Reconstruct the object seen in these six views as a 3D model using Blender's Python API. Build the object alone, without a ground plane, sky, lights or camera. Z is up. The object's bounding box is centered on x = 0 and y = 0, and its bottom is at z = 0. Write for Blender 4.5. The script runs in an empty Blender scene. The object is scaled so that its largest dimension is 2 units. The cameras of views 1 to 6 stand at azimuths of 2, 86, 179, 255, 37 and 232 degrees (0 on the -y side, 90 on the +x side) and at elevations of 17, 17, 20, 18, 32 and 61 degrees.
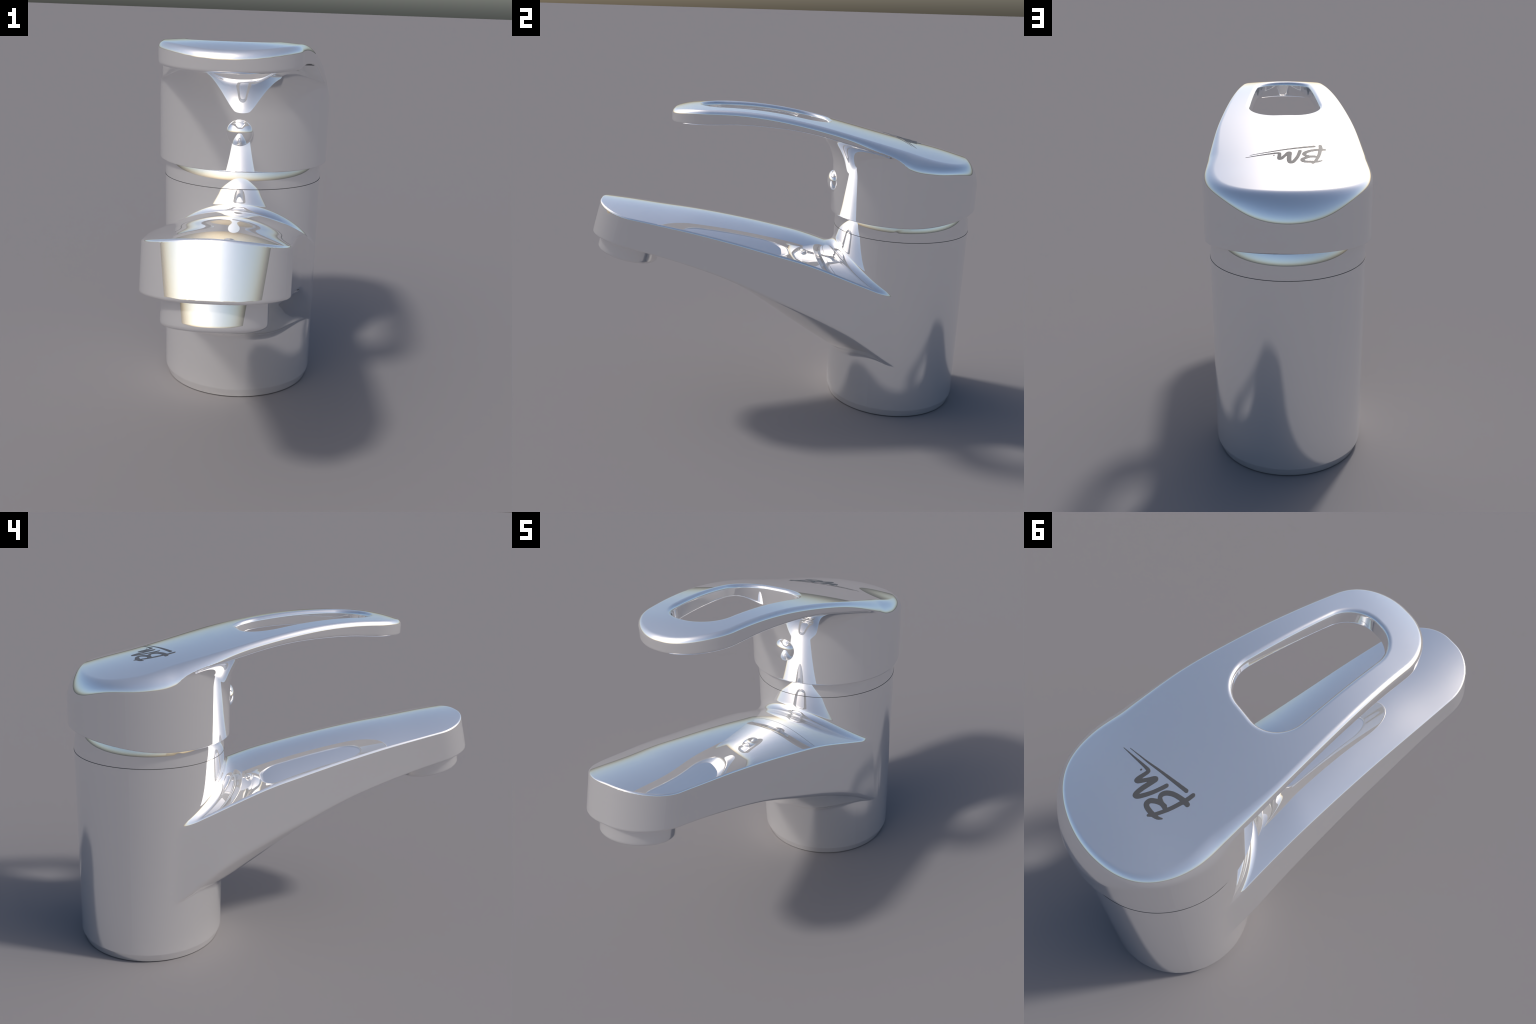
import bpy, bmesh, math
import numpy as np
from mathutils import Vector, Matrix

# =====================================================================
#  Chrome single-lever basin faucet.
#  x = across, -y = spout / lever direction, z = up.  The upright body
#  stands on the axis (0, AXIS_Y).  Flowing castings (body+spout, handle)
#  are described by distance functions built from profiles and fillets and
#  are polygonised finely with exact normals; turned parts are lathed.
# =====================================================================
AXIS_Y = 0.624
R_BODY = 0.3525
R_CAP = 0.376
FOOT_Z = 0.040            # below this the foot ring tapers inwards
Z_SEAM = 0.966

# ------------------------------------------------------------- materials
def principled(name, color, metallic, rough, **kw):
    m = bpy.data.materials.new(name)
    m.use_nodes = True
    p = m.node_tree.nodes["Principled BSDF"]
    p.inputs["Base Color"].default_value = (*color, 1)
    p.inputs["Metallic"].default_value = metallic
    p.inputs["Roughness"].default_value = rough
    for k, v in kw.items():
        p.inputs[k].default_value = v
    return m

CHROME = principled("polished_chrome", (0.90, 0.90, 0.90), 0.82, 0.02)
SEAM_SHADE = principled("dark_seam_shade", (0.045, 0.045, 0.047), 0.0, 0.6)  # near-black colour standing in for shade inside the seam groove
LOGO = principled("grey_printed_lettering", (0.080, 0.080, 0.082), 0.0, 0.46)
# a hint of polishing unevenness in the gloss of the chrome
nt = CHROME.node_tree
tex = nt.nodes.new("ShaderNodeTexCoord")
noi = nt.nodes.new("ShaderNodeTexNoise")
noi.inputs["Scale"].default_value = 9.0
rmp = nt.nodes.new("ShaderNodeMapRange")
rmp.inputs["To Min"].default_value = 0.0
rmp.inputs["To Max"].default_value = 0.03
nt.links.new(tex.outputs["Object"], noi.inputs["Vector"])
nt.links.new(noi.outputs["Fac"], rmp.inputs["Value"])
nt.links.new(rmp.outputs["Result"], nt.nodes["Principled BSDF"].inputs["Roughness"])

# ------------------------------------------------------------- small maths
class Spline:
    """natural cubic spline through (t, v) control points, linear beyond its ends"""
    def __init__(self, pts):
        t, v = np.array(pts, float).T
        n = len(t); h = np.diff(t)
        A = np.eye(n); b = np.zeros(n)
        for i in range(1, n - 1):
            A[i, i - 1:i + 2] = h[i - 1], 2 * (h[i - 1] + h[i]), h[i]
            b[i] = 6 * ((v[i + 1] - v[i]) / h[i] - (v[i] - v[i - 1]) / h[i - 1])
        m = np.linalg.solve(A, b)
        self.t, self.v, self.m, self.h = t, v, m, h
        self.s0 = (v[1] - v[0]) / h[0] - h[0] * (2 * m[0] + m[1]) / 6
        self.s1 = (v[-1] - v[-2]) / h[-1] + h[-1] * (m[-2] + 2 * m[-1]) / 6
    def __call__(self, x):
        t, v, m, h = self.t, self.v, self.m, self.h
        x = np.asarray(x, float)
        xc = np.clip(x, t[0], t[-1])
        i = np.clip(np.searchsorted(t, xc) - 1, 0, len(h) - 1)
        a = t[i + 1] - xc; b = xc - t[i]; hi = h[i]
        y = (m[i] * a**3 + m[i + 1] * b**3) / (6 * hi) \
            + (v[i] / hi - m[i] * hi / 6) * a + (v[i + 1] / hi - m[i + 1] * hi / 6) * b
        return y + self.s0 * np.minimum(x - t[0], 0) + self.s1 * np.maximum(x - t[-1], 0)
    def d(self, x, e=1e-4):
        return (self(x + e) - self(x - e)) / (2 * e)

def smax(a, b, r):
    """intersection with a rounded (circular) edge of radius r"""
    return np.minimum(np.maximum(a, b), -r) + np.hypot(np.maximum(a + r, 0), np.maximum(b + r, 0))
def smin(a, b, r):
    """union with a circular fillet of radius r"""
    return -smax(-a, -b, r)
def sstep(a, b, x):
    t = np.clip((x - a) / (b - a), 0, 1)
    return t * t * (3 - 2 * t)
def sabs(x, e=1e-5):
    return np.sqrt(x * x + e * e)

# =====================================================================
#  BODY + SPOUT
# =====================================================================
spout_half = Spline([(-1.0, .205), (-.75, .2225), (-.55, .237), (-.36, .249), (-.1, .269),
                     (.1, .288), (.3, .309), (.525, .3392), (.6, .349)])
spout_edge = Spline([(-1.0, 1.073), (-.82, 1.046), (-.65, 1.0135), (-.5, .983), (-.4, .960),
                     (-.17, .902), (0., .857), (.07, .838), (.26, .772), (.40, .720), (.525, .675)])
spout_crease = Spline([(-1.05, .938), (-.98, .924), (-.9, .908), (-.82, .889), (-.65, .847), (-.45, .789), (-.32, .742),
                       (-.2, .688), (-.07, .624), (.07, .556), (.2, .490), (.34, .415), (.52, .311)])
spout_belly = Spline([(-.7, 0.), (-.45, .010), (-.25, .036), (-.1, .070), (.09, .114), (.19, .130), (.28, .138), (.42, .12)])
spout_crown = Spline([(-1.0, .72), (-.8, .76), (-.6, .88), (-.5, .97), (-.3, 1.10), (-.1, 1.12), (.07, 1.05), (.3, .93), (.5, .85)])
NOSE_Y = -0.955
NOSE_R = 0.185
NOSE_LEAN = 0.27

def spout_plan(x, y, z):
    """distance to the spout's upright walls: tapering flanks, round leaning nose"""
    drop = spout_edge(y) + .03 - z
    ye = y + NOSE_LEAN * (1 - sstep(-.75, -.2, y)) * drop
    draft = .084 * sstep(-.75, -.3, y) * (1 - sstep(.30, .60, y))
    w = spout_half(ye) + draft * np.clip(drop - .03, -.05, .4)
    side = (sabs(x) - w) / np.sqrt(1 + .1**2)
    front = (NOSE_Y - ye) / math.sqrt(1 + NOSE_LEAN**2)
    return smax(side, front, NOSE_R)

def body_post(x, y, z):
    """upright cylinder that ends in the ball-shaped dome above the seam"""
    rad = np.hypot(x, y - AXIS_Y)
    r0 = R_BODY - .004 * np.clip(1 - z / .96, 0, 1) - .36 * np.maximum(FOOT_Z - z, 0)
    return np.hypot(rad, np.maximum(z - Z_SEAM, 0)) - r0

def body_field(p):
    x, y, z = p[:, 0], p[:, 1], p[:, 2]
    post = body_post(x, y, z)
    w = spout_half(y)
    # crowned top: arched across, edges low
    cr = spout_crown(y)
    top = (z - (spout_edge(y) + cr * (w * w - x * x))) / np.sqrt(1 + .25**2 + (2 * cr * x)**2)
    bel = np.maximum(spout_belly(y), 0)
    bs = spout_crease.d(y)
    u = np.minimum(np.abs(x) / w, 1.1)
    bot = (spout_crease(y) - bel * (1 - u**3) - z) / np.sqrt(1 + bs**2 + (3 * bel * u * u / w)**2)
    ax = np.abs(x)
    a = smin(top, post, .003 + .053 * np.sqrt(np.clip(1 - (ax / .350)**2, 0, 1)))
    b = smin(bot, post, .022 - .018 * sstep(.16, .335, ax))
    plan = np.maximum(spout_plan(x, y, z), y - .60)
    sp = smax(smax(plan, a, .006), b, .011)
    f = smin(post, sp, .001)
    return smax(f, .0005 - z, .002)

# =====================================================================
#  HANDLE (cap + looped lever)
# =====================================================================
lever_top = Spline([(-.62, 1.552), (-.58, 1.566), (-.5, 1.5845), (-.4, 1.591), (-.3, 1.592), (-.2, 1.588),
                    (-.1, 1.579), (0., 1.565), (.1, 1.547), (.2, 1.526), (.32, 1.4975), (.437, 1.468),
                    (.52, 1.447), (.6, 1.427), (.7, 1.403), (.79, 1.382), (.88, 1.358), (1.0, 1.322)])
lever_under = Spline([(-.62, 1.497), (-.5, 1.506), (-.39, 1.510), (-.27, 1.515), (-.13, 1.511), (0., 1.500),
                      (.137, 1.476), (.229, 1.453), (.324, 1.428), (.42, 1.404), (.5, 1.385), (.58, 1.367)])
lever_half = Spline([(-.6, .206), (-.41, .2285), (-.22, .2545), (.07, .299), (.25, .3255), (.42, .350),
                     (.568, .3719), (.66, .3855)])
TANGENT_Y = .568          # where the lever's flanks touch the cap circle
edge_round = Spline([(-.6, .020), (-.2, .022), (.15, .024), (.30, .028), (.43, .046), (.52, .0615),
                     (.57, .0685), (.61, .067), (.655, .060), (.71, .0525), (.78, .044), (.87, .048), (.93, .075),
                     (.966, .100), (1.0, .120)])
LEVER_TIP = -0.588
lever_camber = Spline([(-.6, .20), (.3, .20), (.5, .24), (.7, .30), (1.0, .30)])

def slot(x, y):
    """rounded, slightly tapering opening through the lever"""
    r, fw, bw, y0, y1 = .128, .008, .044, -.302, .075
    x = sabs(x)
    n = np.array([y1 - y0, -(bw - fw)]); n /= np.linalg.norm(n)
    side = (x - fw) * n[0] + (y - y0) * n[1]
    inside = np.maximum(side, np.maximum(y - y1, y0 - y))
    t = np.clip(((x - fw) * (bw - fw) + (y - y0) * (y1 - y0)) / ((bw - fw)**2 + (y1 - y0)**2), 0, 1)
    dseg = np.hypot(x - fw - t * (bw - fw), y - y0 - t * (y1 - y0))
    dfront = np.where((x < fw) & (y < y0), y0 - y, 1e3)
    dback = np.where((x < bw) & (y > y1), y - y1, 1e3)
    return np.where(inside <= 0, inside, np.minimum(dseg, np.minimum(dfront, dback))) - r

def handle_surface(x, y):
    return lever_top(y) - lever_camber(y) * x * x

def handle_field(p):
    x, y, z = p[:, 0], p[:, 1], p[:, 2]
    circ = np.hypot(x, y - AXIS_Y) - R_CAP
    ws = lever_half.d(y)
    side = (sabs(x) - lever_half(y)) / np.sqrt(1 + ws * ws)
    plan = smax(side, LEVER_TIP - y, .195)
    top = (z - handle_surface(x, y)) / np.sqrt(1 + lever_top.d(y)**2 + (2 * lever_camber(y) * x)**2)
    hole = -slot(x, y)
    # cap: skirt is level in front and cut up towards the back
    rise = .147 * np.logaddexp(0, (y - .655) / .04) * .04
    cap = smax(circ, 1.042 + rise - z, .004)
    # lever arm: thin plate, gusset flowing into the cap front near the middle
    under = (lever_under(y) - z) / np.sqrt(1 + lever_under.d(y)**2)
    gus = .02 + .14 * (1 - sstep(.16, .34, np.abs(x)))
    arm = smin(under, cap, gus)
    arm = smax(arm, np.maximum(plan, y - .58), .012)
    solid = np.minimum(cap, arm)
    solid = smax(solid, hole, .010)
    # one rolled edge all round the outline: lever flanks, then the cap's back
    t = sstep(TANGENT_Y - .05, TANGENT_Y + .05, y)
    outline = plan * (1 - t) + circ * t
    shell = smax(top, outline, edge_round(y))
    shell = smax(shell, hole, .020)
    return np.maximum(solid, shell)

# =====================================================================
#  polygoniser (surface nets on a sparse grid, snapped to the field)
# =====================================================================
def field_grad(f, p, e=2e-4):
    g = np.empty_like(p)
    for a in range(3):
        d = np.zeros(3); d[a] = e
        g[:, a] = (f(p + d) - f(p - d)) / (2 * e)
    return g

def polygonise(f, lo, hi, h, B=8):
    lo = np.array(lo, float)
    nb = np.ceil((np.array(hi) - lo) / (h * B)).astype(int)
    bi = np.stack(np.meshgrid(*[np.arange(n) for n in nb], indexing="ij"), -1).reshape(-1, 3)
    cen = lo + (bi + .5) * h * B
    bi = bi[np.abs(f(cen)) < h * B * .866 * 1.9]
    s = np.stack(np.meshgrid(*[np.arange(B + 1)] * 3, indexing="ij"), -1).reshape(-1, 3)
    V = np.empty((len(bi), B + 1, B + 1, B + 1))
    step = 800
    for i in range(0, len(bi), step):
        idx = bi[i:i + step, None, :] * B + s[None]
        V[i:i + step] = f(lo + idx.reshape(-1, 3) * h).reshape(-1, B + 1, B + 1, B + 1)
    inside = V < 0
    N = (nb * B + 4).astype(np.int64)
    key = lambda c: ((c[..., 0] + 1) * N[1] + (c[..., 1] + 1)) * N[2] + (c[..., 2] + 1)
    # active cells
    acc = np.zeros((len(bi), B, B, B), int)
    for dx in (0, 1):
        for dy in (0, 1):
            for dz in (0, 1):
                acc += inside[:, dx:dx + B, dy:dy + B, dz:dz + B]
    b, i, j, k = np.nonzero((acc > 0) & (acc < 8))
    cell = bi[b].astype(np.int64) * B + np.stack([i, j, k], -1)
    # vertex = mean of edge crossings
    sm = np.zeros((len(b), 3)); ct = np.zeros(len(b))
    for ax in range(3):
        o = [a for a in range(3) if a != ax]
        for u in (0, 1):
            for v in (0, 1):
                c0 = [i, j, k]; c0[o[0]] = c0[o[0]] + u; c0[o[1]] = c0[o[1]] + v
                c1 = list(c0); c1[ax] = c1[ax] + 1
                f0 = V[b, c0[0], c0[1], c0[2]]; f1 = V[b, c1[0], c1[1], c1[2]]
                m = (f0 < 0) != (f1 < 0)
                t = np.where(m, f0 / np.where(m, f0 - f1, 1), 0)
                q = np.zeros((len(b), 3)); q[:, ax] = t; q[:, o[0]] = u; q[:, o[1]] = v
                sm += q * m[:, None]; ct += m
    P = lo + (cell + sm / ct[:, None]) * h
    for _ in range(5):
        val = f(P); g = field_grad(f, P)
        stp = (val / np.maximum((g * g).sum(1), .15))[:, None] * g
        L = np.linalg.norm(stp, axis=1, keepdims=True)
        P = P - stp * np.minimum(1, .7 * h / np.maximum(L, 1e-12))
    keys = key(cell); order = np.argsort(keys); sk = keys[order]
    quads = []
    for ax in range(3):
        o = [(ax + 1) % 3, (ax + 2) % 3]
        sl0 = [slice(0, B)] * 3; sl1 = [slice(0, B)] * 3; sl1[ax] = slice(1, B + 1)
        A0 = inside[(slice(None), *sl0)]; A1 = inside[(slice(None), *sl1)]
        bb, ii, jj, kk = np.nonzero(A0 != A1)
        flip = A0[bb, ii, jj, kk]
        base = bi[bb].astype(np.int64) * B + np.stack([ii, jj, kk], -1)
        cs = []
        for du, dv in ((-1, -1), (0, -1), (0, 0), (-1, 0)):
            c = base.copy(); c[:, o[0]] += du; c[:, o[1]] += dv
            kc = key(c); pos = np.clip(np.searchsorted(sk, kc), 0, len(sk) - 1)
            cs.append(np.where(sk[pos] == kc, order[pos], -1))
        q = np.stack(cs, -1)
        q = np.where(flip[:, None], q, q[:, ::-1])
        quads.append(q[(q >= 0).all(1)])
    Q = np.concatenate(quads)
    nrm = field_grad(f, P)
    nrm /= np.maximum(np.linalg.norm(nrm, axis=1, keepdims=True), 1e-9)
    return P, Q, nrm

def mesh_object(name, P, Q, nrm, mat):
    used = np.unique(Q)
    remap = np.full(len(P), -1); remap[used] = np.arange(len(used))
    me = bpy.data.meshes.new(name)
    me.vertices.add(len(used)); me.vertices.foreach_set("co", P[used].astype(np.float32).ravel())
    q = remap[Q]
    me.loops.add(q.size); me.loops.foreach_set("vertex_index", q.ravel().astype(np.int32))
    me.polygons.add(len(q))
    me.polygons.foreach_set("loop_start", (np.arange(len(q)) * 4).astype(np.int32))
    me.update(calc_edges=True)
    me.validate()
    me.polygons.foreach_set("use_smooth", np.ones(len(me.polygons), bool))
    me.normals_split_custom_set_from_vertices(nrm[used].tolist())
    me.materials.append(mat)
    ob = bpy.data.objects.new(name, me)
    bpy.context.scene.collection.objects.link(ob)
    return ob

# ------------------------------------------------------------- turned parts
def lathe(name, profile, mat, axis=(0, AXIS_Y, 0), seg=256, tilt=0.0, sharp=35):
    """revolve (radius, height) profile about a vertical axis, then lean it about x"""
    bm = bmesh.new()
    rings = []
    for r, z in profile:
        if r < 1e-6:
            rings.append([bm.verts.new((0, 0, z))])
        else:
            rings.append([bm.verts.new((r * math.cos(2 * math.pi * i / seg), r * math.sin(2 * math.pi * i / seg), z))
                          for i in range(seg)])
    for a, b in zip(rings, rings[1:]):
        for i in range(seg):
            j = (i + 1) % seg
            vs = [a[i % len(a)], a[j % len(a)], b[j % len(b)], b[i % len(b)]]
            vs = list(dict.fromkeys(vs))
            if len(vs) > 2:
                bm.faces.new(vs)
    bmesh.ops.recalc_face_normals(bm, faces=bm.faces)
    bm.transform(Matrix.Translation(axis) @ Matrix.Rotation(tilt, 4, 'X'))
    me = bpy.data.meshes.new(name); bm.to_mesh(me); bm.free()
    me.polygons.foreach_set("use_smooth", np.ones(len(me.polygons), bool))
    me.set_sharp_from_angle(angle=math.radians(sharp))
    me.materials.append(mat)
    ob = bpy.data.objects.new(name, me)
    bpy.context.scene.collection.objects.link(ob)
    return ob

def arc(cx, cz, r, a0, a1, n=10):
    return [(cx + r * math.cos(math.radians(a0 + (a1 - a0) * i / n)),
             cz + r * math.sin(math.radians(a0 + (a1 - a0) * i / n))) for i in range(n + 1)]

# ------------------------------------------------------------- assemble
root = bpy.data.objects.new("faucet", None)
root.location = (0, AXIS_Y, 0)
bpy.context.scene.collection.objects.link(root)
root["label"] = "polished chrome single-lever basin faucet with looped handle"
root["category"] = "faucet"
bpy.context.view_layer.update()

def adopt(ob, parent):
    ob.parent = parent
    ob.matrix_parent_inverse = parent.matrix_world.inverted()
    return ob

H = 0.0042
P, Q, N = polygonise(body_field, (-.40, -1.06, -.02), (.40, 1.02, 1.16), .0034)
c = P[Q].mean(1)
is_dome = (c[:, 2] > Z_SEAM) & (np.hypot(c[:, 0], c[:, 1] - AXIS_Y) < R_BODY + .003)
is_spout = (np.hypot(c[:, 0], c[:, 1] - AXIS_Y) > R_BODY + .003) & (c[:, 1] < .6)
body = adopt(mesh_object("body", P, Q[~is_spout & ~is_dome & (c[:, 2] >= FOOT_Z)], N, CHROME), root)
is_foot = c[:, 2] < FOOT_Z
base_ring = adopt(mesh_object("base_ring", P, Q[is_foot], N, CHROME), root)
dome = adopt(mesh_object("dome", P, Q[is_dome], N, CHROME), root)
spout = adopt(mesh_object("spout", P, Q[is_spout], N, CHROME), root)

P, Q, N = polygonise(handle_field, (-.42, -.62, 1.00), (.42, 1.03, 1.64), H)
c = P[Q].mean(1)
is_lever = (np.hypot(c[:, 0], c[:, 1] - AXIS_Y) > R_CAP + .002) & (c[:, 1] < .62)
cap = adopt(mesh_object("handle_cap", P, Q[~is_lever], N, CHROME), root)
lever = adopt(mesh_object("lever", P, Q[is_lever], N, CHROME), cap)

# hairline between body and dome: dark band added for the seam groove's shade
adopt(lathe("seam_shade_band", [(.345, Z_SEAM - .0017), (R_BODY + .0009, Z_SEAM - .0012), (R_BODY + .0009, Z_SEAM + .0012), (.345, Z_SEAM + .0017)], SEAM_SHADE), root)

# aerator: short collar leaning with the nose
AX = math.atan(NOSE_LEAN)
aer = [(0, .13), (.156, .13), (.158, .02)] + arc(.142, .014, .016, 0, -90, 8) + \
      [(.128, -.002), (.124, .004), (.122, .03), (0, .03)]
adopt(lathe("aerator", aer, CHROME, axis=(0, -.829, .799), tilt=-AX, seg=192), spout)

# round button on the front of the cap
def button():
    n, m = 96, 24
    bm = bmesh.new()
    rings = []
    for i in range(m + 1):
        a = math.pi / 2 * i / m
        r, d = .0545 * math.cos(a), .033 * math.sin(a)
        if i == m:
            rings.append([bm.verts.new((0, -d, 0))])
        else:
            rings.append([bm.verts.new((r * math.cos(2 * math.pi * k / n), -d, r * math.sin(2 * math.pi * k / n))) for k in range(n)])
    back = [bm.verts.new((v.co.x, .03, v.co.z)) for v in rings[0]]
    rings.insert(0, back)
    for a, b in zip(rings, rings[1:]):
        for k in range(n):
            vs = list(dict.fromkeys([a[k], a[(k + 1) % n], b[(k + 1) % len(b)], b[k % len(b)]]))
            bm.faces.new(vs)
    bmesh.ops.recalc_face_normals(bm, faces=bm.faces)
    bm.transform(Matrix.Translation((0, AXIS_Y - R_CAP + .004, 1.205)))
    me = bpy.data.meshes.new("button"); bm.to_mesh(me); bm.free()
    me.polygons.foreach_set("use_smooth", np.ones(len(me.polygons), bool))
    me.set_sharp_from_angle(angle=math.radians(50))
    me.materials.append(CHROME)
    ob = bpy.data.objects.new("button", me)
    bpy.context.scene.collection.objects.link(ob)
    return ob
adopt(button(), cap)

# =====================================================================
#  lettering printed on the lever top: brush strokes (x, y, width)
# =====================================================================
def stroke_field(strokes):
    segs = []
    for st in strokes:
        c = np.array(st)
        e = np.vstack([2 * c[0] - c[1], c, 2 * c[-1] - c[-2]])
        pts = []
        for i in range(len(c) - 1):
            p0, p1, p2, p3 = e[i:i + 4]
            for t in np.arange(6) / 6:
                pts.append(.5 * (2 * p1 + (p2 - p0) * t + (2 * p0 - 5 * p1 + 4 * p2 - p3) * t * t
                                 + (3 * p1 - p0 - 3 * p2 + p3) * t**3))
        pts.append(c[-1])
        segs += list(zip(pts, pts[1:]))
    def f(p):
        x, y, z = p[:, 0], p[:, 1], p[:, 2]
        d = np.full(len(p), 1e3)
        for a, b in segs:
            vx, vy = b[0] - a[0], b[1] - a[1]
            t = np.clip(((x - a[0]) * vx + (y - a[1]) * vy) / (vx * vx + vy * vy + 1e-12), 0, 1)
            d = np.minimum(d, np.hypot(x - a[0] - t * vx, y - a[1] - t * vy) - .5 * (a[2] + t * (b[2] - a[2])))
        h = z - handle_surface(x, y)
        return np.maximum(d, np.maximum(h - .0008, -.006 - h))
    return f

LETTER_B = [
    [(-.1497, .5314, .0167), (-.1489, .5587, .0177), (-.1437, .5923, .0167), (-.1372, .6249, .0162),
     (-.1279, .6558, .0151), (-.1162, .6851, .0141), (-.1064, .7003, .0103)],
    [(-.136, .5718, .0190), (-.165, .5664, .0190)],
    [(-.1411, .569, .0188), (-.1082, .5814, .0189), (-.091, .5919, .0195), (-.078, .6053, .0201),
     (-.0735, .6209, .019), (-.0815, .6316, .0179), (-.0978, .6365, .0179), (-.1226, .6371, .0179)],
    [(-.1172, .6336, .0162), (-.0948, .6408, .019), (-.078, .6517, .0196), (-.0655, .6654, .0202),
     (-.0659, .6804, .0213), (-.0779, .6867, .0202), (-.0977, .6872, .0196), (-.1189, .6838, .0184),
     (-.1374, .6773, .013), (-.1494, .6666, .0059)]]
LETTER_M = [
    [(-.0566, .5877, .0169), (-.0509, .6158, .0169), (-.043, .645, .017), (-.0313, .6748, .0181),
     (-.0212, .6931, .0185), (-.0109, .6966, .0195), (-.007, .6844, .0205), (-.0062, .6623, .0209),
     (-.0078, .6383, .0209), (-.0096, .616, .0209), (-.0096, .6051, .0203), (-.0022, .6082, .0176),
     (.0072, .6258, .0165), (.0178, .6442, .0171), (.0271, .6587, .0183), (.0346, .6619, .0188),
     (.0369, .6511, .0177), (.0352, .6301, .0172), (.0345, .6118, .016), (.0402, .6076, .0149),
     (.0628, .6098, .0117), (.1186, .6196, .0073), (.1827, .63, .0026)]]
UNDERLINE = [[(.1641, .6125, .0023), (.1159, .6022, .0045), (.0636, .5904, .0072), (.0078, .5752, .0099),
              (-.0409, .5626, .0123), (-.1207, .5416, .0156)]]
DOT = [[(.0592, .6275, .0078), (.0591, .6262, .0078)]]
for name, st in (("letter_b", LETTER_B), ("letter_m", LETTER_M), ("underline_stroke", UNDERLINE), ("dot", DOT)):
    xy = np.concatenate([np.array(q) for q in st])
    lo = xy.min(0) - .015; hi = xy.max(0) + .015
    zs = handle_surface(np.array([0., .2]), np.array([lo[1], hi[1]]))
    P, Q, N = polygonise(stroke_field(st), (lo[0], lo[1], zs.min() - .012), (hi[0], hi[1], zs.max() + .006), .0016, B=6)
    adopt(mesh_object(name, P, Q, N, LOGO), cap)
